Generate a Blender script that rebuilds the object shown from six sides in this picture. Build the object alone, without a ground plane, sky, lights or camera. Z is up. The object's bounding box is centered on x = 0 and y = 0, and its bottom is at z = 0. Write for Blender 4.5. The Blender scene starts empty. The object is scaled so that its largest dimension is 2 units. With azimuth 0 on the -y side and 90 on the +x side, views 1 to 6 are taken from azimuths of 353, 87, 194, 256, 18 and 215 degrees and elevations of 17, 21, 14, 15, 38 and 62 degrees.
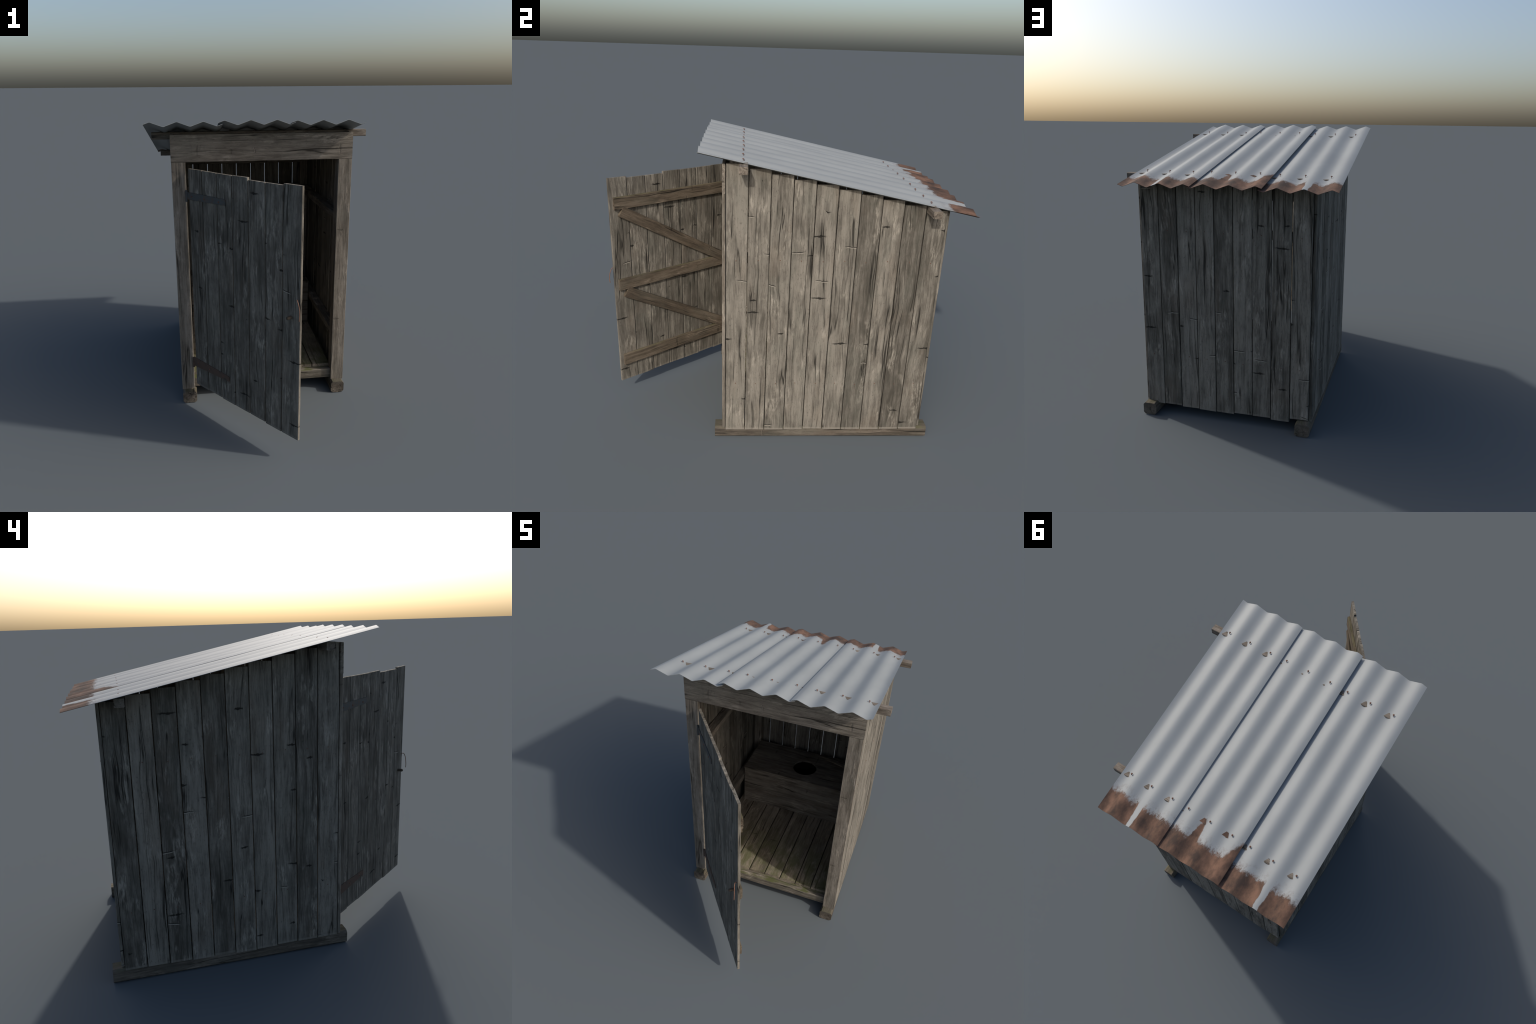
"""Weathered plank outhouse with an open ledged door and a rusting corrugated roof."""
import bpy, bmesh, math, random
import numpy as np
from mathutils import Vector, Matrix, noise

random.seed(7)
rng = random.Random(41)

# ------------------------------------------------------------------ sizes (metres)
X0, X1 = -0.494, 0.524          # outer faces of the side walls
Y0, Y1 = -0.305, 0.863          # outer faces of the front cladding and the rear wall
TH = 0.016                      # board thickness
FLOOR = 0.1532                   # top of the floor boards
SLOPE = 0.2084                  # fall of the roof per metre of depth
ROOF_Y0, ROOF_Y1 = -0.423, 0.998
PERIOD, VALLEY, CREST = 0.1394, 1.6750, 1.6980   # corrugation at the front edge


# ------------------------------------------------------------------ node helper
class Nodes:
    def __init__(self, name):
        self.mat = bpy.data.materials.new(name)
        self.mat.use_nodes = True
        self.t = self.mat.node_tree
        self.t.nodes.clear()
        self.out = self.t.nodes.new("ShaderNodeOutputMaterial")

    def put(self, sock, v):
        if isinstance(v, bpy.types.NodeSocket):
            self.t.links.new(v, sock)
        elif v is not None:
            if sock.type == "RGBA" and len(v) == 3:
                v = (*v, 1.0)
            sock.default_value = v

    def math(self, op, a, b=None, c=None, clamp=False):
        n = self.t.nodes.new("ShaderNodeMath")
        n.operation, n.use_clamp = op, clamp
        for i, v in enumerate((a, b, c)):
            self.put(n.inputs[i], v)
        return n.outputs[0]

    def vec(self, op, a, b=None):
        n = self.t.nodes.new("ShaderNodeVectorMath")
        n.operation = op
        self.put(n.inputs[0], a)
        self.put(n.inputs[1], b)
        return n.outputs[0]

    def xyz(self, x, y, z):
        n = self.t.nodes.new("ShaderNodeCombineXYZ")
        for i, v in enumerate((x, y, z)):
            self.put(n.inputs[i], v)
        return n.outputs[0]

    def split(self, v):
        n = self.t.nodes.new("ShaderNodeSeparateXYZ")
        self.put(n.inputs[0], v)
        return n.outputs

    def noise(self, v, detail=3.0, rough=0.55, dist=0.0, scale=1.0):
        n = self.t.nodes.new("ShaderNodeTexNoise")
        self.put(n.inputs["Vector"], v)
        n.inputs["Scale"].default_value = scale
        n.inputs["Detail"].default_value = detail
        n.inputs["Roughness"].default_value = rough
        n.inputs["Distortion"].default_value = dist
        return n.outputs["Fac"]

    def voronoi(self, v, randomness=0.9):
        n = self.t.nodes.new("ShaderNodeTexVoronoi")
        self.put(n.inputs["Vector"], v)
        n.inputs["Scale"].default_value = 1.0
        n.inputs["Randomness"].default_value = randomness
        return n.outputs["Position"], n.outputs["Color"]

    def smooth(self, v, lo, hi, a=0.0, b=1.0):
        n = self.t.nodes.new("ShaderNodeMapRange")
        n.interpolation_type = "SMOOTHSTEP"
        for i, x in enumerate((v, lo, hi, a, b)):
            self.put(n.inputs[i], x)
        return n.outputs[0]

    def ramp(self, v, stops):
        n = self.t.nodes.new("ShaderNodeValToRGB")
        e = n.color_ramp.elements
        while len(e) < len(stops):
            e.new(0.5)
        for k, (p, c) in zip(e, stops):
            k.position, k.color = p, (*c, 1.0)
        self.put(n.inputs[0], v)
        return n.outputs[0]

    def mix(self, f, a, b, mode="MIX"):
        n = self.t.nodes.new("ShaderNodeMix")
        n.data_type, n.blend_type = "RGBA", mode
        self.put(n.inputs[0], f)
        self.put(n.inputs[6], a)
        self.put(n.inputs[7], b)
        return n.outputs[2]

    def prop(self, name):
        n = self.t.nodes.new("ShaderNodeAttribute")
        n.attribute_type, n.attribute_name = "OBJECT", f'["{name}"]'
        return n.outputs["Fac"]

    def coord(self):
        return self.t.nodes.new("ShaderNodeTexCoord").outputs["Object"]

    def finish(self, col, rough=0.85, metal=0.0, height=None, strength=0.5, distance=0.003, spec=0.3):
        p = self.t.nodes.new("ShaderNodeBsdfPrincipled")
        self.put(p.inputs["Base Color"], col)
        self.put(p.inputs["Roughness"], rough)
        self.put(p.inputs["Metallic"], metal)
        p.inputs["Specular IOR Level"].default_value = spec
        if height is not None:
            b = self.t.nodes.new("ShaderNodeBump")
            b.inputs["Strength"].default_value = strength
            b.inputs["Distance"].default_value = distance
            self.put(b.inputs["Height"], height)
            self.t.links.new(b.outputs[0], p.inputs["Normal"])
        self.t.links.new(p.outputs[0], self.out.inputs[0])
        return self.mat


def wood(name, dark, mid, pale, moss=None, marks=1.0, tint=0.5, cracks=1.0, contrast=1.0, moss_along=None, rust_spot=False):
    """Weathered board: grain along local z, checks, knots, saw scars, stains, pale rubbed patches."""
    n = Nodes(name)
    co = n.coord()
    seed = n.prop("grain_seed")
    p = n.vec("ADD", co, n.xyz(n.math("MULTIPLY", seed, 3.71), n.math("MULTIPLY", seed, 1.93), n.math("MULTIPLY", seed, 7.37)))
    sc = lambda a, b, c: n.vec("MULTIPLY", p, (a, b, c))
    # the grain wanders sideways a little along the board
    wander = n.math("MULTIPLY", n.math("SUBTRACT", n.noise(sc(5, 5, 2.2), 2), 0.5), 0.05)
    pw = n.vec("ADD", p, n.xyz(wander, 0.0, 0.0))
    sw = lambda a, b, c: n.vec("MULTIPLY", pw, (a, b, c))
    fibre = n.noise(sw(210, 210, 11.0), 5, 0.74)
    streak = n.noise(sw(48, 48, 3.2), 5, 0.66)
    broad = n.noise(sw(17, 17, 2.2), 3, 0.55, 0.3)
    patch = n.noise(sc(14, 14, 8), 4, 0.62)
    speck = n.noise(sc(170, 170, 60), 2, 0.6)
    v = n.math("ADD", n.math("MULTIPLY", streak, 0.40), n.math("MULTIPLY", broad, 0.24))
    v = n.math("ADD", v, n.math("MULTIPLY", fibre, 0.40))
    v = n.math("ADD", v, n.math("MULTIPLY", patch, 0.22))
    v = n.math("ADD", v, n.math("MULTIPLY", n.math("SUBTRACT", n.prop("tone"), 0.5), 0.13))
    half = 0.165 / contrast
    v = n.math("SUBTRACT", v, 0.07)
    v = n.smooth(v, 0.56 - half, 0.56 + half)
    col = n.ramp(v, [(0.0, dark), (0.45, mid), (1.0, pale)])
    # greenish and warm stains
    stain = n.smooth(n.noise(sc(11, 11, 4), 3), 0.50, 0.66)
    col = n.mix(n.math("MULTIPLY", stain, 0.36 * tint), col, (0.098, 0.103, 0.084))
    warm = n.smooth(n.noise(n.vec("ADD", sc(8, 8, 3), (5.3, 2.2, 9.1)), 3), 0.52, 0.70)
    col = n.mix(n.math("MULTIPLY", warm, 0.40 * tint), col, (0.170, 0.130, 0.095))
    # fine speckle
    col = n.mix(n.math("MULTIPLY", n.smooth(speck, 0.40, 0.30), 0.45), col, dark)
    # pale rubbed patches, ragged
    rag = n.noise(sw(95, 95, 15), 5, 0.74)
    zone = n.smooth(n.noise(n.vec("ADD", sc(13, 13, 5), (1.7, 0.4, 3.9)), 3), 0.53, 0.68)
    rub = n.math("MULTIPLY", zone, n.smooth(rag, 0.44, 0.62))
    col = n.mix(n.math("MULTIPLY", rub, 0.70), col, tuple(c * 1.55 for c in pale))
    # long drying checks
    line = n.math("ABSOLUTE", n.math("SUBTRACT", n.noise(sw(24, 24, 0.7), 3, 0.45), 0.5))
    gate = n.smooth(n.noise(n.vec("ADD", sc(16, 16, 2.6), (9.0, 4.0, 2.0)), 2), 0.47, 0.57)
    check = n.math("MULTIPLY", n.smooth(line, 0.013, 0.003), gate)
    shade = n.math("MULTIPLY", n.math("MULTIPLY", n.smooth(line, 0.07, 0.0), gate), 0.40)
    # cross marks: a short dark notch across the grain with a small knot
    def cells(a, c, off, rnd=0.95):
        q = n.vec("ADD", n.vec("MULTIPLY", p, (a, 0.0, c)), off)
        pos, colr = n.voronoi(q, rnd)
        d = n.split(n.vec("SUBTRACT", q, pos))
        return n.math("DIVIDE", d[0], a), n.math("DIVIDE", d[2], c), n.split(colr)
    jit = n.math("ADD", n.math("MULTIPLY", n.math("SUBTRACT", n.noise(sc(60, 60, 40), 3, 0.7), 0.5), 0.014), n.math("MULTIPLY", n.math("SUBTRACT", n.noise(sc(10, 10, 4), 1), 0.5), 0.02))
    dx, dz, r = cells(8.0, 3.6, (0.3, 0.0, 0.7))
    on = n.math("GREATER_THAN", r[0], 0.73)
    grow = n.smooth(r[1], 0.1, 0.9, 1.3, 0.48)
    dx = n.math("MULTIPLY", dx, grow)
    dzj = n.math("ADD", dz, jit)
    notch = n.math("MULTIPLY", n.smooth(n.math("ABSOLUTE", dx), 0.026, 0.010), n.smooth(n.math("ABSOLUTE", dzj), 0.0052, 0.0014))
    rad = n.math("SQRT", n.math("ADD", n.math("POWER", n.math("SUBTRACT", dx, 0.004), 2.0), n.math("POWER", dzj, 2.0)))
    knot = n.smooth(rad, 0.0085, 0.004)
    notch = n.math("MULTIPLY", n.math("MAXIMUM", notch, knot), on)
    # stain running along the grain from each notch
    tail = n.math("MULTIPLY", n.smooth(n.math("ABSOLUTE", n.math("SUBTRACT", n.math("ADD", dx, wander), 0.004)), 0.018, 0.004), n.smooth(n.math("ABSOLUTE", dz), 0.16, 0.0))
    tail = n.math("MULTIPLY", n.math("MULTIPLY", tail, on), n.smooth(streak, 0.40, 0.60))
    # pale slanting scars
    ex, ez, s = cells(7.5, 2.3, (4.6, 0.0, 2.1))
    slant = n.math("ADD", n.math("ADD", ez, n.math("MULTIPLY", ex, n.smooth(s[1], 0.0, 1.0, -0.10, 0.30))), n.math("MULTIPLY", jit, 0.5))
    son = n.math("GREATER_THAN", s[0], 0.84)
    span = n.math("MULTIPLY", n.smooth(n.math("ABSOLUTE", ex), 0.040, 0.020), son)
    scar = n.math("MULTIPLY", span, n.smooth(n.math("ABSOLUTE", slant), 0.0034, 0.0012))
    lip = n.math("MULTIPLY", span, n.smooth(n.math("ABSOLUTE", n.math("SUBTRACT", slant, 0.0042)), 0.0030, 0.001))
    deep = tuple(c * 0.22 for c in dark)
    col = n.mix(n.math("MULTIPLY", shade, cracks), col, dark)
    col = n.mix(n.math("MULTIPLY", tail, 0.55 * marks), col, tuple(c * 0.7 for c in dark))
    col = n.mix(n.math("MULTIPLY", check, 0.85 * cracks), col, deep)
    col = n.mix(n.math("MULTIPLY", n.math("MAXIMUM", notch, lip), 0.92 * marks), col, deep)
    col = n.mix(n.math("MULTIPLY", scar, 0.8 * marks), col, tuple(min(1, c * 1.55) for c in pale))
    # worn pale arris at the sawn lower end
    z = n.split(co)[2]
    col = n.mix(n.math("MULTIPLY", n.smooth(z, 0.013, 0.010), n.prop("end_wear")), col, pale)
    if moss:
        m = n.noise(sc(20, 20, 9), 4, 0.65)
        m = n.smooth(m, 0.36, 0.60)
        if moss_along:
            m = n.math("MULTIPLY", m, n.smooth(z, moss_along[1], moss_along[0]))
        nz = n.split(n.t.nodes.new("ShaderNodeNewGeometry").outputs["Normal"])[2]
        m = n.math("MULTIPLY", m, n.smooth(nz, 0.0, 0.7, 0.08, 1.0))
        col = n.mix(n.math("MULTIPLY", m, n.prop("moss")), col, moss)
    if rust_spot:
        wx = n.split(co)[2]
        r1 = n.math("MULTIPLY", n.smooth(wx, 0.40, 0.42), n.smooth(wx, 0.66, 0.64))
        col = n.mix(n.math("MULTIPLY", r1, n.prop("rust")), col, (0.16, 0.08, 0.05))
    h = n.math("ADD", n.math("MULTIPLY", fibre, 0.35), n.math("MULTIPLY", streak, 0.7))
    h = n.math("ADD", h, n.math("MULTIPLY", n.math("MULTIPLY", rag, zone), 0.9))
    h = n.math("SUBTRACT", h, n.math("MULTIPLY", check, 1.2))
    h = n.math("SUBTRACT", h, n.math("MULTIPLY", n.math("MAXIMUM", notch, lip), 1.0 * marks))
    h = n.math("ADD", h, n.math("MULTIPLY", scar, 0.5))
    return n.finish(col, 0.88, 0.0, h, 0.75, 0.0036, 0.22)


GREY = dict(dark=(0.056, 0.050, 0.040), mid=(0.117, 0.105, 0.087), pale=(0.215, 0.195, 0.163))
BROWN = dict(dark=(0.044, 0.034, 0.025), mid=(0.090, 0.070, 0.050), pale=(0.150, 0.120, 0.090))
MOSS = (0.078, 0.086, 0.032)
wall_wood = wood("weathered_grey_boards", **GREY)
frame_wood = wood("weathered_frame_timber", dark=(0.078, 0.067, 0.053), mid=(0.158, 0.137, 0.112), pale=(0.25, 0.220, 0.182), moss=MOSS, marks=0.35)
brown_wood = wood("brown_ledge_timber", **BROWN, moss=MOSS, marks=0.45)
seat_wood = wood("dark_seat_timber", dark=(0.060, 0.051, 0.040), mid=(0.132, 0.113, 0.091), pale=(0.21, 0.184, 0.152), marks=0.5)
skid_wood = wood("mossy_skid_timber", dark=(0.046, 0.038, 0.030), mid=(0.094, 0.078, 0.062), pale=(0.152, 0.130, 0.104), moss=MOSS, marks=0.35)
floor_wood = wood("mossy_floor_boards", dark=(0.075, 0.062, 0.045), mid=(0.165, 0.138, 0.102), pale=(0.27, 0.23, 0.175), moss=MOSS, marks=0.6, moss_along=(0.10, 0.62))
purlin_wood = wood("purlin_timber", dark=(0.066, 0.054, 0.042), mid=(0.130, 0.109, 0.088), pale=(0.205, 0.176, 0.144), marks=0.3, rust_spot=True)


def metal(name, col, rust, amount, rough=0.6):
    n = Nodes(name)
    co = n.coord()
    a = n.noise(n.vec("MULTIPLY", co, (40, 40, 40)), 4, 0.65)
    b = n.noise(n.vec("MULTIPLY", co, (160, 160, 160)), 3, 0.6)
    m = n.smooth(a, 0.62 - 0.4 * amount, 0.80 - 0.4 * amount)
    c = n.mix(n.smooth(b, 0.3, 0.7, 0.0, 0.5), col, tuple(x * 0.6 for x in col))
    c = n.mix(m, c, rust)
    return n.finish(c, rough, 0.0, n.math("ADD", a, n.math("MULTIPLY", b, 0.4)), 0.3, 0.001, 0.4)


dark_iron = metal("dark_hinge_iron", (0.056, 0.060, 0.060), (0.075, 0.050, 0.035), 0.35)
rust_iron = metal("rusty_hinge_iron", (0.060, 0.044, 0.035), (0.082, 0.052, 0.037), 0.7, 0.8)
nail_iron = metal("rusty_nail_iron", (0.105, 0.050, 0.034), (0.135, 0.064, 0.042), 0.7, 0.75)
wire_iron = metal("rusty_wire_iron", (0.125, 0.066, 0.045), (0.165, 0.082, 0.052), 0.7, 0.75)


def sheet_metal(name, seed, streak_x=None, spike_x=(), blots=()):
    """Zinc-coated corrugated sheet, rusted along its lower edge; local y runs down the slope."""
    n = Nodes(name)
    co = n.coord()
    x, y, z = n.split(co)
    p = n.vec("ADD", co, (seed * 1.7, seed * 0.9, 0.0))
    flat = n.vec("MULTIPLY", p, (1.0, 1.0, 0.0))
    sc = lambda a, b: n.vec("MULTIPLY", flat, (a, b, 1.0))
    cloud = n.noise(sc(6, 2.5), 4, 0.6)
    fine = n.noise(sc(60, 25), 4, 0.65)
    col = n.mix(n.smooth(cloud, 0.30, 0.72), (0.250, 0.263, 0.263), (0.280, 0.293, 0.291))
    spot = n.math("MULTIPLY", n.smooth(n.noise(sc(24, 12), 4, 0.7), 0.62, 0.74), 0.35)
    col = n.mix(spot, col, (0.235, 0.242, 0.245))
    # rust front: d is the distance up from the lower edge
    d = n.math("SUBTRACT", ROOF_Y1, y)
    wave = n.math("MULTIPLY", n.math("SUBTRACT", n.noise(sc(16, 1.5), 2, 0.5), 0.5), 0.045)
    frill = n.math("MULTIPLY", n.math("SUBTRACT", n.noise(sc(60, 34), 6, 0.78), 0.5), 0.115)
    e = n.math("ADD", d, n.math("ADD", wave, frill))
    for sx, reach, half in spike_x:
        lean = n.math("SUBTRACT", x, n.math("ADD", sx, n.math("MULTIPLY", d, -0.02)))
        k = n.smooth(n.math("ABSOLUTE", lean), half, 0.0)
        e = n.math("SUBTRACT", e, n.math("MULTIPLY", k, reach))
    rust = n.smooth(e, 0.142, 0.112)
    halo = n.smooth(e, 0.205, 0.120)
    if streak_x is not None:
        wob = n.math("MULTIPLY", n.math("SUBTRACT", n.noise(sc(8, 20), 3), 0.5), 0.02)
        away = n.math("ABSOLUTE", n.math("ADD", n.math("SUBTRACT", x, streak_x), wob))
        keep = n.smooth(away, n.math("ADD", 0.011, n.math("MULTIPLY", d, 0.05)), n.math("ADD", 0.016, n.math("MULTIPLY", d, 0.05)))
        rust = n.math("MULTIPLY", rust, keep)
        halo = n.math("MULTIPLY", halo, keep)
    for bx, by in blots:                      # small rust blots under the purlin line
        gx = n.math("ABSOLUTE", n.math("SUBTRACT", x, bx))
        gy = n.math("SUBTRACT", y, by)
        ragged = n.math("ADD", n.math("ADD", n.math("MAXIMUM", n.math("ABSOLUTE", gy), n.math("ADD", gx, n.math("MULTIPLY", gy, -0.5))), 0.0), n.math("MULTIPLY", frill, 0.03))
        rust = n.math("MAXIMUM", rust, n.smooth(ragged, 0.0150, 0.0120))
    # powdery bleached and grimy band just above the rust
    grime = n.smooth(n.noise(sc(38, 26), 6, 0.78), 0.44, 0.66)
    col = n.mix(n.math("MULTIPLY", halo, 0.14), col, (0.34, 0.345, 0.34))
    col = n.mix(n.math("MULTIPLY", n.math("MULTIPLY", halo, grime), 0.85), col, (0.165, 0.150, 0.145))
    rcol = n.ramp(n.noise(sc(17, 9), 5, 0.62), [(0.36, (0.048, 0.032, 0.025)), (0.50, (0.098, 0.057, 0.039)), (0.64, (0.160, 0.090, 0.060))])
    rcol = n.mix(n.smooth(fine, 0.55, 0.75, 0.0, 0.45), rcol, (0.065, 0.042, 0.032))
    col = n.mix(rust, col, rcol)
    rough = n.math("ADD", 0.62, n.math("MULTIPLY", rust, 0.28))
    h = n.math("MULTIPLY", fine, n.math("ADD", 0.12, rust))
    return n.finish(col, rough, 0.0, h, 0.35, 0.0012, 0.32)


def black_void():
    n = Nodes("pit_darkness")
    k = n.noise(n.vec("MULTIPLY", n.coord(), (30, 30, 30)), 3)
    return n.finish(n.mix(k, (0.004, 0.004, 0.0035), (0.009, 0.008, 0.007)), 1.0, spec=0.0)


# ------------------------------------------------------------------ geometry helpers
def link(name, mesh, parent, mat=None, matrix=None):
    ob = bpy.data.objects.new(name, mesh)
    bpy.context.collection.objects.link(ob)
    if mat and mesh and not mesh.materials:
        mesh.materials.append(mat)
    if matrix is not None:
        ob.matrix_world = matrix
    ob.parent = parent
    return ob


def group(name, parent, at=(0, 0, 0)):
    ob = bpy.data.objects.new(name, None)
    bpy.context.collection.objects.link(ob)
    ob.empty_display_size = 0.1
    ob.parent = parent
    return ob


def mesh_from(bm, name, smooth=True, angle=32):
    bmesh.ops.recalc_face_normals(bm, faces=bm.faces)
    me = bpy.data.meshes.new(name)
    bm.to_mesh(me)
    bm.free()
    if smooth:
        for f in me.polygons:
            f.use_smooth = True
        me.set_sharp_from_angle(angle=math.radians(angle))
    return me


def plank_mesh(name, w, t, l, seed, chamfer=0.0016, wob=0.00025, rough=0.0005, seg=0.02, end_cut=(0.0, 0.0)):
    """Sawn board: x across (0..w), y thickness (-t..0, face at 0), z along the grain (0..l).
    Arrises wander, faces carry shallow ridges, ends may be cut slightly out of square."""
    nz = max(2, int(l / seg))
    nx = max(2, int(w / 0.010))
    c = chamfer
    xs = [c + (w - 2 * c) * i / nx for i in range(nx + 1)]
    ring = [(x, 0.0) for x in xs] + [(w, -c), (w, -t + c)] + [(x, -t) for x in reversed(xs)] + [(0.0, -t + c), (0.0, -c)]
    bm = bmesh.new()
    rows = []
    o = seed * 5.17
    for k in range(nz + 1):
        f = k / nz
        row = []
        for x, y in ring:
            u = x / w
            z = f * l
            cut = end_cut[0] * (u - 0.5) * (1 - f) + end_cut[1] * (u - 0.5) * f
            side = noise.noise(Vector((o + (3.1 if u < 0.5 else 8.7), z * 9.0, 0.5))) + 0.5 * noise.noise(Vector((o + (3.1 if u < 0.5 else 8.7), z * 33.0, 4.5)))
            dx = wob * side * (1 if abs(u - 0.5) > 0.45 else abs(u - 0.5) * 2)
            r = noise.noise(Vector((o + x * 95.0, (0 if y > -t / 2 else 20) + o, z * 5.0))) + 0.6 * noise.noise(Vector((o + x * 30, 7.7, z * 3)))
            dy = rough * r if c < x < w - c else 0.0
            ze = 0.0008 * noise.noise(Vector((o + x * 120, y * 90, 2.0))) if k in (0, nz) else 0.0
            row.append(bm.verts.new((x + dx, y + dy, z + cut + ze)))
        rows.append(row)
    m = len(ring)
    for a, b in zip(rows, rows[1:]):
        for i in range(m):
            bm.faces.new((a[i], a[(i + 1) % m], b[(i + 1) % m], b[i]))
    bm.faces.new(rows[0][::-1])
    bm.faces.new(rows[-1])
    return mesh_from(bm, name)


def frame_matrix(origin, xdir, ydir, zdir):
    m = Matrix.Identity(4)
    for i, d in enumerate((xdir, ydir, zdir)):
        m.col[i][:3] = Vector(d).normalized()
    m.col[3][:3] = origin
    return m


SEED = [1]


def plank(name, parent, mat, origin, xdir, ydir, zdir, w, t, l, tone=None, moss=0.0, end_wear=0.0, **kw):
    SEED[0] += 1
    s = SEED[0]
    me = plank_mesh(name, w, t, l, s, **kw)
    ob = link(name, me, parent, mat, frame_matrix(origin, xdir, ydir, zdir))
    ob["grain_seed"] = float(s)
    ob["tone"] = float(rng.random() if tone is None else tone)
    ob["moss"] = float(moss)
    ob["end_wear"] = float(end_wear)
    ob["rust"] = 0.0
    return ob


def cylinder(name, r, l, seg=14, bevel=0.15, dome=0.0):
    """Peg along +z from 0 to l with a softened head."""
    bm = bmesh.new()
    prof = [(r, 0.0), (r, l - r * bevel), (r * (1 - bevel), l), (r * 0.5, l + dome * 0.8)]
    rows = [[bm.verts.new((a * math.cos(2 * math.pi * i / seg), a * math.sin(2 * math.pi * i / seg), z)) for i in range(seg)] for a, z in prof]
    for a, b in zip(rows, rows[1:]):
        for i in range(seg):
            bm.faces.new((a[i], a[(i + 1) % seg], b[(i + 1) % seg], b[i]))
    bm.faces.new(rows[0][::-1])
    bm.faces.new(rows[-1])
    return mesh_from(bm, name)


def axis_matrix(origin, zdir):
    z = Vector(zdir).normalized()
    q = z.to_track_quat("Z", "Y")
    m = q.to_matrix().to_4x4()
    m.translation = origin
    return m


# ------------------------------------------------------------------ the thing
root = group("outhouse", None)
root["label"] = "weathered grey plank outhouse with open door and rusty corrugated roof"
root["category"] = "outhouse"

UP = (0, 0, 1)

# ---- skids: two long chamfered beams on the ground
SKID_Y0, SKID_Y1, SKID_H = -0.347, 0.907, 0.073
for xa, xb in ((X0 + 0.002, -0.408), (0.441, X1 - 0.002)):
    plank("skid_beam", root, skid_wood, (xa, SKID_Y0, SKID_H), (1, 0, 0), (0, 0, 1), (0, 1, 0), xb - xa, SKID_H, SKID_Y1 - SKID_Y0,
          moss=0.34, chamfer=0.011, wob=0.0012, rough=0.0008, seg=0.03)

# ---- floor: sills across the skids, then boards running front to back
floor = group("floor", root)
for y in (-0.285, 0.775):
    plank("floor_joist", floor, frame_wood, (-0.476, y, 0.135), (0, 1, 0), (0, 0, 1), (1, 0, 0), 0.06, 0.060, 0.984, moss=0.9, chamfer=0.003)
FLOOR_X = [-0.448, -0.3355, -0.2225, -0.110, 0.0025, 0.1145, 0.227, 0.337, 0.4535]
for a, b in zip(FLOOR_X, FLOOR_X[1:]):
    plank("floor_board", floor, floor_wood, (a + 0.003, -0.243 + rng.uniform(-0.002, 0.002), FLOOR + rng.uniform(-0.0008, 0.0008)), (1, 0, 0), (0, 0, 1), (0, 1, 0),
          b - a - 0.006, 0.021, 1.085, moss=0.68)

# ---- walls
nail_mesh = cylinder("nail", 0.0026, 0.0022, 10, 0.3, 0.0008)
NAIL_Z = (1.120, 0.373)


def side_wall(outer, sign):
    wall = group("side_wall", root)
    pitch = 0.1135
    for i in range(10):
        ya, yb = -0.287 + i * pitch + 0.0022, -0.287 + (i + 1) * pitch - 0.0022
        if i == 9:
            yb -= 0.002
        z0 = 0.0605 + rng.uniform(-0.005, 0.006)
        z1 = 1.6245 - 0.0240 * i + rng.uniform(-0.0015, 0.0015)
        if sign > 0:
            o, xd, yd = (outer + rng.uniform(-0.0015, 0.0015), ya, z0), (0, 1, 0), (1, 0, 0)
        else:
            o, xd, yd = (outer + rng.uniform(-0.0015, 0.0015), yb, z0), (0, -1, 0), (-1, 0, 0)
        plank("wall_board", wall, wall_wood, o, xd, yd, UP, yb - ya, TH, z1 - z0, end_wear=0.7 if sign > 0 else 0.4, end_cut=(rng.uniform(-0.002, 0.002), rng.uniform(-0.003, 0.003)))
        for z in NAIL_Z:
            link("nail", nail_mesh, wall, nail_iron, axis_matrix((outer + sign * 0.0002, (ya + yb) / 2 + rng.uniform(-0.003, 0.003), z + rng.uniform(-0.005, 0.005)), (sign, 0, 0)))
    for z in NAIL_Z:
        x = outer - sign * (TH + 0.0015)
        xd = (0, 0, 1) if sign > 0 else (0, 0, 1)
        yd = (-sign, 0, 0)
        plank("wall_rail", wall, frame_wood, (x - sign * 0.053, -0.228, z - 0.022), (0, 0, 1), yd, (0, 1, 0), 0.044, 0.0525, 1.006, tone=0.35, chamfer=0.003)

    # sloping top plate just under the board ends
    run = Vector((0, 1.0, -SLOPE)).normalized()
    rise = Vector((0, SLOPE, 1.0)).normalized()
    x = outer - sign * (TH + 0.0015)
    plank("wall_rail", wall, frame_wood, (x - sign * 0.053, -0.226, 1.538), rise, (-sign, 0, 0), run, 0.048, 0.0525, 1.03, tone=0.35, chamfer=0.003)


side_wall(X1, 1)
side_wall(X0, -1)

rear = group("rear_wall", root)
REAR_X = [0.510, 0.3995, 0.2905, 0.181, 0.0725, -0.037, -0.1475, -0.257, -0.3675, -0.4780]
for i, (b, a) in enumerate(zip(REAR_X, REAR_X[1:])):
    z0 = 0.060 + rng.uniform(-0.005, 0.005) + (0.018 if i in (8,) else 0.0)
    plank("wall_board", rear, wall_wood, (b - 0.0024, Y1 + rng.uniform(-0.001, 0.001), z0), (-1, 0, 0), (0, 1, 0), UP, b - a - 0.0048, TH, 1.408 - z0,
          end_cut=(rng.uniform(-0.003, 0.003), 0.0), end_wear=0.3)
    for z in NAIL_Z:
        link("nail", nail_mesh, rear, nail_iron, axis_matrix(((a + b) / 2 + rng.uniform(-0.004, 0.004), Y1 + 0.0002, z + 0.007 + rng.uniform(-0.005, 0.005)), (0, 1, 0)))
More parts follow.
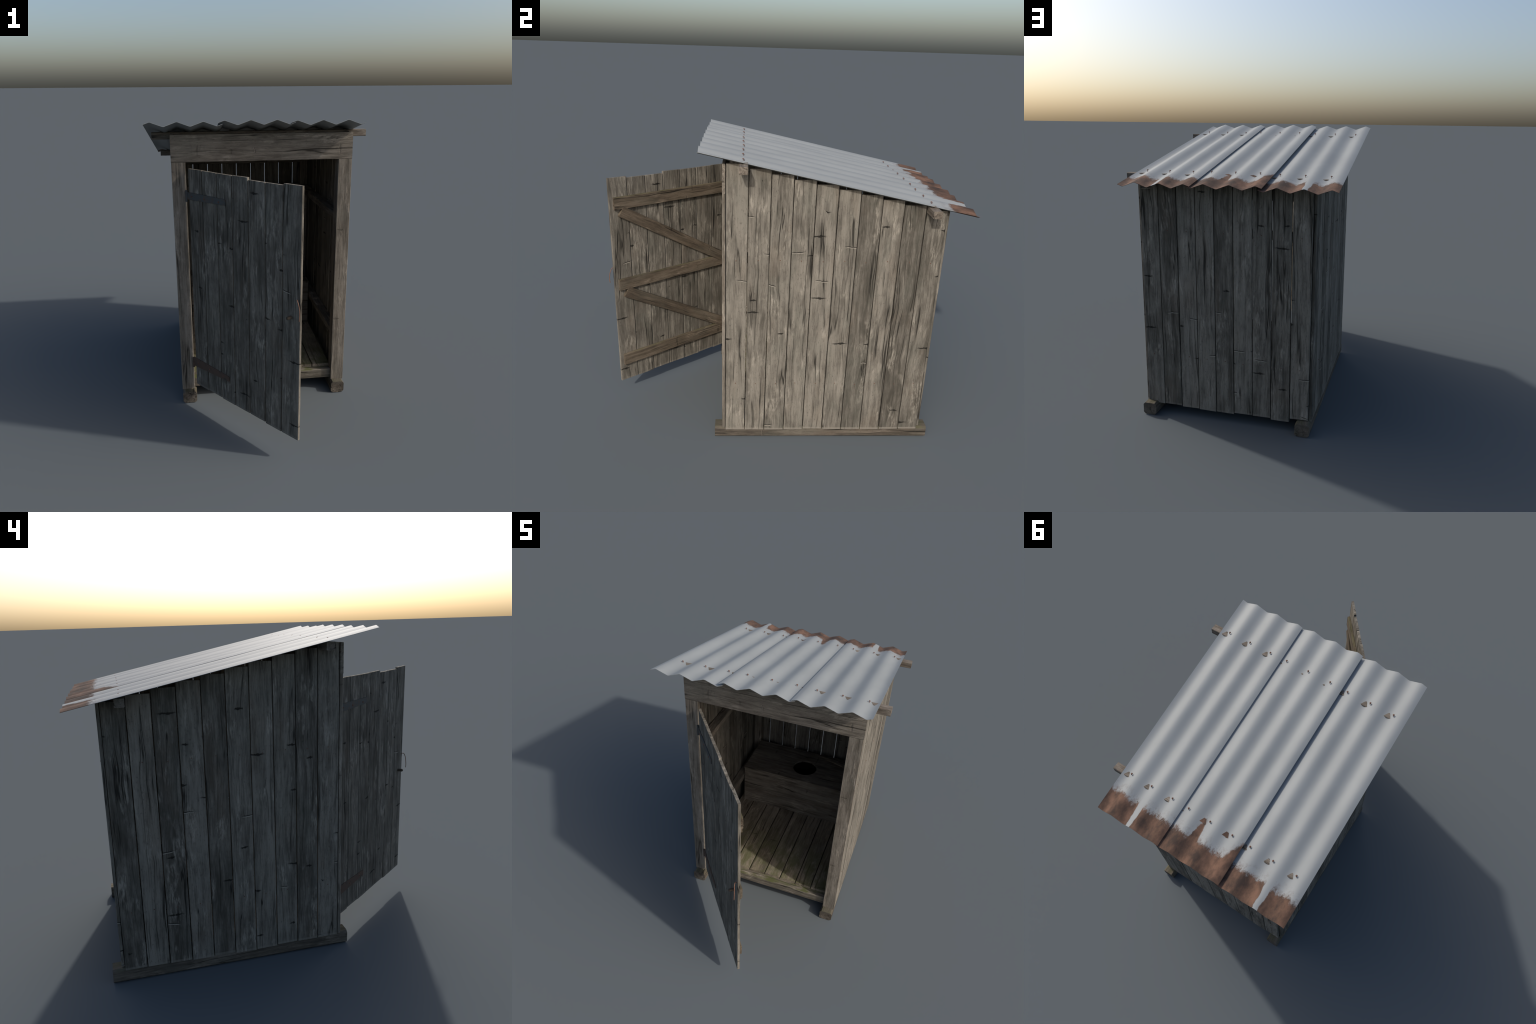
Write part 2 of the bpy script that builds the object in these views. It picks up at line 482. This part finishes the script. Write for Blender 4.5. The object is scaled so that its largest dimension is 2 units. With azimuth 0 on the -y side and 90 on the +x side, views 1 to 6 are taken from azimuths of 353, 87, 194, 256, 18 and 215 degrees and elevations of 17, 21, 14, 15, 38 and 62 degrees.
for z in NAIL_Z:
    plank("wall_rail", rear, frame_wood, (-0.416, Y1 - TH - 0.0535, z - 0.015), (0, 0, 1), (0, -1, 0), (1, 0, 0), 0.044, 0.0525, 0.862, tone=0.35, chamfer=0.003)

# ---- front frame: two jambs and the wide lintel board
front = group("door_frame", root)
for xa, xb in ((X0 - 0.0015, -0.418), (0.4465, X1 + 0.001)):
    plank("jamb", front, frame_wood, (xa, Y0, 0.071), (1, 0, 0), (0, -1, 0), UP, xb - xa, 0.0165, 1.4735 - 0.071, tone=0.5, moss=0.25, chamfer=0.002)
plank("lintel", front, frame_wood, (X0 - 0.002, Y0 - 0.0006, 1.4742), (0, 0, 1), (0, -1, 0), (1, 0, 0), 0.1485, 0.0165, X1 - X0 + 0.0035, tone=0.45, chamfer=0.002)

# square corner posts behind the cladding and the rear wall plate
for xa in (X0 + TH + 0.002, 0.4475):
    for ya in (Y0 + 0.0185, Y1 - TH - 0.0665):
        plank("corner_post", front, frame_wood, (xa, ya, 0.076), (1, 0, 0), (0, -1, 0), UP, 0.058, 0.058, (1.585 if ya < 0 else 1.385) - 0.076, tone=0.35, chamfer=0.004)
plank("wall_plate", front, frame_wood, (-0.415, Y1 - TH - 0.0565, 1.316), (0, 0, 1), (0, -1, 0), (1, 0, 0), 0.068, 0.055, 0.860, tone=0.35, chamfer=0.004)

# ---- seat box with a round hole
seat = group("seat_box", root)
SX0, SX1, SY0, SY1, SZ = -0.4145, 0.4485, 0.422, 0.790, 0.4855
plank("seat_panel", seat, seat_wood, (SX0, SY0, FLOOR + 0.001), (0, 0, 1), (0, -1, 0), (1, 0, 0), 0.160, 0.018, SX1 - SX0, tone=0.6)
plank("seat_panel", seat, seat_wood, (SX0, SY0 + 0.0006, FLOOR + 0.162), (0, 0, 1), (0, -1, 0), (1, 0, 0), 0.155, 0.018, SX1 - SX0, tone=0.7)
for x, d in ((SX0 + 0.001, -1), (SX1 - 0.001, 1)):
    plank("seat_panel", seat, seat_wood, (x, SY0 + 0.0185, FLOOR + 0.001), (0, 0, 1), (d, 0, 0), (0, 1, 0), 0.316, 0.018, SY1 - SY0 - 0.019, tone=0.5)


def seat_top():
    """Flat lid slab with a round hole, built as a ring of quads between the circle and the outline."""
    bm = bmesh.new()
    cx, cy, r, t, seg = 0.018, 0.582, 0.090, 0.0165, 64
    hx0, hx1, hy0, hy1 = SX0 - 0.002, SX1 + 0.002, SY0 - 0.003, SY1
    outer = []
    for i in range(seg):
        a = 2 * math.pi * i / seg
        dx, dy = math.cos(a), math.sin(a)
        k = min(((hx1 - cx) if dx > 0 else (hx0 - cx)) / dx if abs(dx) > 1e-6 else 9, ((hy1 - cy) if dy > 0 else (hy0 - cy)) / dy if abs(dy) > 1e-6 else 9)
        outer.append((cx + dx * k, cy + dy * k))
    for q in ((hx0, hy0), (hx0, hy1), (hx1, hy0), (hx1, hy1)):
        j = min(range(seg), key=lambda i: (outer[i][0] - q[0]) ** 2 + (outer[i][1] - q[1]) ** 2)
        outer[j] = q
    inner = [(cx + r * math.cos(2 * math.pi * i / seg), cy + r * math.sin(2 * math.pi * i / seg)) for i in range(seg)]
    loops = []
    for pts, z in ((outer, SZ - t), (outer, SZ), (inner, SZ), (inner, SZ - t)):
        # grain along local z of the object, which lies along world x
        loops.append([bm.verts.new((y - SY0, z - SZ, x - SX0)) for x, y in pts])
    for a, b in zip(loops, loops[1:] + loops[:1]):
        for i in range(seg):
            j = (i + 1) % seg
            bm.faces.new((a[i], a[j], b[j], b[i]))
    me = mesh_from(bm, "seat_lid")
    ob = link("seat_lid", me, seat, seat_wood, frame_matrix((SX0, SY0, SZ), (0, 1, 0), (0, 0, 1), (1, 0, 0)))
    for k, v in (("grain_seed", 77.0), ("tone", 0.5), ("moss", 0.0), ("end_wear", 0.0), ("rust", 0.0)):
        ob[k] = v
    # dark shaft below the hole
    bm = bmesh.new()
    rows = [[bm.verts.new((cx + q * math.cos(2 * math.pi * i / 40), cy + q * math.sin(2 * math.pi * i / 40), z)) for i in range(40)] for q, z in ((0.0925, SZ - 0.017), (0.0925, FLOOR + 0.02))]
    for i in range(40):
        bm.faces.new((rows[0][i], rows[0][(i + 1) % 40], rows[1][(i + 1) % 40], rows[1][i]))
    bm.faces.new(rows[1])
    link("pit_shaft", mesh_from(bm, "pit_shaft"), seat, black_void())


seat_top()

# ---- roof: purlins, three corrugated sheets, nails
roof = group("roof", root)
PURLIN_Y = ((-0.222, -0.178, 1.6307), (0.737, 0.7815, 1.4303))
for k, (ya, yb, z) in enumerate(PURLIN_Y):
    ob = plank("purlin", roof, purlin_wood, (-0.598, ya, z), (0, 1, 0), (0, 0, 1), (1, 0, 0), yb - ya, 0.0385, 0.598 + 0.6255, tone=0.55, chamfer=0.0030, rough=0.0002)

tri_norm = 1.0 / (1 + 1 / 9 + 1 / 25)


def corrugation(x, first_crest):
    """Rounded zig-zag height above the valley for one sheet."""
    a = 2 * math.pi * (x - first_crest) / PERIOD
    w = (math.cos(a) + math.cos(3 * a) / 9 + math.cos(5 * a) / 25) * tri_norm
    return 0.5 * (w + 1) * (CREST - VALLEY)


def sheet(first_crest, lift_front, lift_rear, mat, seed):
    xa, xb = first_crest - 0.0330, first_crest + 0.3785
    nx, ny, t = 108, 36, 0.0016
    bm = bmesh.new()
    top = []
    for j in range(ny + 1):
        f = j / ny
        y = ROOF_Y0 + f * (ROOF_Y1 - ROOF_Y0)
        row = []
        for i in range(nx + 1):
            x = xa + (xb - xa) * i / nx
            wob = 0.0006 * noise.noise(Vector((x * 9 + seed, y * 5, 0.3)))
            z = VALLEY + corrugation(x, first_crest) - SLOPE * (y - ROOF_Y0) + lift_front * (1 - f) + lift_rear * f + wob
            row.append((x, y, z))
        top.append(row)
    up = [[bm.verts.new(p) for p in r] for r in top]
    dn = [[bm.verts.new((p[0], p[1], p[2] - t)) for p in r] for r in top]
    for j in range(ny):
        for i in range(nx):
            bm.faces.new((up[j][i], up[j][i + 1], up[j + 1][i + 1], up[j + 1][i]))
            bm.faces.new((dn[j][i], dn[j + 1][i], dn[j + 1][i + 1], dn[j][i + 1]))
    for j in range(ny):
        bm.faces.new((up[j][0], up[j + 1][0], dn[j + 1][0], dn[j][0]))
        bm.faces.new((up[j][nx], dn[j][nx], dn[j + 1][nx], up[j + 1][nx]))
    for i in range(nx):
        bm.faces.new((up[0][i], dn[0][i], dn[0][i + 1], up[0][i + 1]))
        bm.faces.new((up[ny][i], up[ny][i + 1], dn[ny][i + 1], dn[ny][i]))
    me = mesh_from(bm, "roof_sheet", angle=50)
    # rolled steel bends evenly: shade the folds as a soft wave
    soft = []
    steep = 1.85 * (CREST - VALLEY) / PERIOD
    for v in me.vertices:
        a = 2 * math.pi * (v.co.x - first_crest) / PERIOD
        soft.append(Vector((steep * math.sin(a), SLOPE, 1.0)).normalized())
    nrm = []
    for poly in me.polygons:
        for li in poly.loop_indices:
            w = soft[me.loops[li].vertex_index]
            nrm.append(w if poly.normal.z > 0.5 else (-w if poly.normal.z < -0.5 else poly.normal.copy()))
    me.normals_split_custom_set(nrm)
    return link("roof_sheet", me, roof, mat)


SHEETS = ((-0.593, 0.0, 0.0), (-0.2040, 0.0046, 0.0046), (0.1850, 0.0, 0.0))
sheet(*SHEETS[0], sheet_metal("zinc_sheet_worn", 1.0, streak_x=-0.456), 1.0)
sheet(*SHEETS[1], sheet_metal("zinc_sheet_rusty", 2.0, spike_x=((0.012, 0.115, 0.032), (-0.240, 0.115, 0.075)), blots=((0.0150, 0.765), (-0.1275, 0.764))), 2.0)
sheet(*SHEETS[2], sheet_metal("zinc_sheet_streaked", 3.0, streak_x=0.3565), 3.0)

roof_nail = cylinder("roof_nail", 0.0052, 0.0034, 12, 0.35, 0.001)
shank = cylinder("roof_nail_shank", 0.0014, 0.024, 8)
for crest, lf, lr in SHEETS:
    for k in range(3):
        for ya, yb, z in PURLIN_Y:
            x = crest + 0.0435 + k * PERIOD + rng.uniform(-0.001, 0.001)
            y = (ya + yb) / 2 - 0.003 + rng.uniform(-0.0015, 0.0015)
            f = (y - ROOF_Y0) / (ROOF_Y1 - ROOF_Y0)
            h = VALLEY + corrugation(x, crest) - SLOPE * (y - ROOF_Y0) + lf * (1 - f) + lr * f
            m = axis_matrix((x, y, h + 0.008), (0, SLOPE, 1))
            link("roof_nail", roof_nail, roof, nail_iron, m)
            link("roof_nail_shank", shank, roof, nail_iron, axis_matrix((x, y, h - 0.016), (0, SLOPE, 1)))

# ---- door, hinged on the left jamb and standing open
door = group("door", root)
HINGE = Vector((-0.4068, -0.3225, 0.0))
S = Vector((0.5093, -0.6540, 0)).normalized()      # along the door, away from the hinge
N = Vector((S.y, -S.x, 0))                         # outward face normal
DT = 0.0150


def at(s, z, n=0.0):
    return HINGE + S * s + N * n + Vector((0, 0, z))


EDGES = [0.0, 0.1180, 0.2365, 0.3545, 0.4735, 0.5920, 0.7095, 0.8290]
TOPS = [1.4425, 1.4415, 1.4410, 1.4430, 1.4325, 1.4335, 1.4430]
BOTS = [0.117, 0.120, 0.1165, 0.118, 0.119, 0.1145, 0.1165]
for a, b, z1, z0 in zip(EDGES, EDGES[1:], TOPS, BOTS):
    # local x runs back towards the hinge so the face normal points outwards
    plank("door_board", door, wall_wood, at(b - 0.0025, z0), -S, N, UP, b - a - 0.0050, DT, z1 - z0, tone=rng.uniform(0.25, 0.7), end_wear=0.3,
          end_cut=(rng.uniform(-0.002, 0.002), rng.uniform(-0.002, 0.002)))
for z0, z1 in ((1.2570, 1.3310), (0.7500, 0.8220), (0.2320, 0.3080)):
    plank("door_ledge", door, brown_wood, at(0.030, z0, -DT - 0.0005), UP, -N, S, z1 - z0, 0.018, 0.773, tone=0.5, moss=0.35, chamfer=0.0025).location += -N * 0.018


def brace(s_top, z_top, s_bot, z_bot, width=0.066):
    a, b = at(s_bot, z_bot, -DT - 0.0005), at(s_top, z_top, -DT - 0.0005)
    d = (b - a).normalized()
    across = d.cross(N).normalized()
    if across.z < 0:
        across = -across
    xd = across
    plank("door_brace", door, brown_wood, a - across * width / 2 - N * 0.0205, xd, -N, d, width, 0.0205, (b - a).length, tone=0.35, moss=0.1, chamfer=0.0025)


brace(0.764, 1.2445, 0.048, 0.8125)
brace(0.761, 0.7345, 0.048, 0.3130)


def strap(z0a, z0b, z1a, z1b, mat, zk0, zk1):
    """Tapering strap hinge: flat leaf on the door face plus its knuckle and jamb leaf."""
    bm = bmesh.new()
    t = 0.0045
    pts = [(-0.012, z0a), (0.304, z0b), (0.307, z0b + 0.004), (0.307, z1b - 0.004), (0.304, z1b), (-0.012, z1a)]
    lo = [bm.verts.new(at(s, z, 0.0004)) for s, z in pts]
    hi = [bm.verts.new(at(s, z, t)) for s, z in pts]
    bm.faces.new(hi)
    bm.faces.new(lo[::-1])
    for i in range(len(pts)):
        j = (i + 1) % len(pts)
        bm.faces.new((lo[i], lo[j], hi[j], hi[i]))
    bmesh.ops.bevel(bm, geom=[e for e in bm.edges if all(v in hi for v in e.verts)], offset=0.0008, segments=2, affect="EDGES")
    link("strap_hinge", mesh_from(bm, "strap_hinge"), door, mat)
    knuckle = cylinder("hinge_knuckle", 0.0072, zk1 - zk0, 16, 0.2)
    link("hinge_knuckle", knuckle, door, mat, axis_matrix(at(-0.013, zk0, 0.004), UP))
    zm = (z0a + z1a) / 2
    for s in (0.033, 0.136, 0.255):
        link("rivet", rivet, door, nail_iron if mat is dark_iron else mat, axis_matrix(at(s, zm + (0.0 if s < 0.2 else 0.001), t - 0.0005), N))


rivet = cylinder("rivet", 0.0052, 0.0030, 12, 0.4, 0.001)
strap(1.270, 1.280, 1.312, 1.313, dark_iron, 1.257, 1.322)
strap(0.238, 0.251, 0.297, 0.284, rust_iron, 0.229, 0.292)

# wooden turn peg through the door near its free edge
peg = cylinder("door_peg", 0.0085, 0.060, 16, 0.3, 0.002)
ob = link("door_peg", peg, door, brown_wood, axis_matrix(at(0.770, 0.790, -0.028), N + Vector((0, 0, 0.08))))
for k, v in (("grain_seed", 91.0), ("tone", 0.2), ("moss", 0.0), ("end_wear", 0.0), ("rust", 0.0)):
    ob[k] = v


def wire(points, r):
    """Round wire swept through a Catmull-Rom line."""
    P = [Vector(p) for p in points]
    line = []
    for i in range(len(P) - 1):
        a, b, c, d = P[max(i - 1, 0)], P[i], P[i + 1], P[min(i + 2, len(P) - 1)]
        for k in range(10):
            t = k / 10
            line.append(0.5 * (2 * b + (c - a) * t + (2 * a - 5 * b + 4 * c - d) * t * t + (3 * b - 3 * c + d - a) * t ** 3))
    line.append(P[-1])
    bm = bmesh.new()
    rows = []
    for i, p in enumerate(line):
        d = (line[min(i + 1, len(line) - 1)] - line[max(i - 1, 0)]).normalized()
        u = d.orthogonal().normalized()
        if i:
            u = (prev - d * prev.dot(d)).normalized()
        prev = u
        w = d.cross(u)
        rows.append([bm.verts.new(p + (u * math.cos(k * math.pi / 4) + w * math.sin(k * math.pi / 4)) * r) for k in range(8)])
    for a, b in zip(rows, rows[1:]):
        for k in range(8):
            bm.faces.new((a[k], a[(k + 1) % 8], b[(k + 1) % 8], b[k]))
    bm.faces.new(rows[0][::-1])
    bm.faces.new(rows[-1])
    return mesh_from(bm, "wire_hook")


link("wire_hook", wire([at(0.8075, 0.888, -0.010), at(0.8095, 0.894, 0.006), at(0.8195, 0.893, 0.014), at(0.8335, 0.872, 0.019), at(0.8405, 0.845, 0.021), at(0.8420, 0.820, 0.023), at(0.8395, 0.797, 0.023)], 0.0021), door, wire_iron)
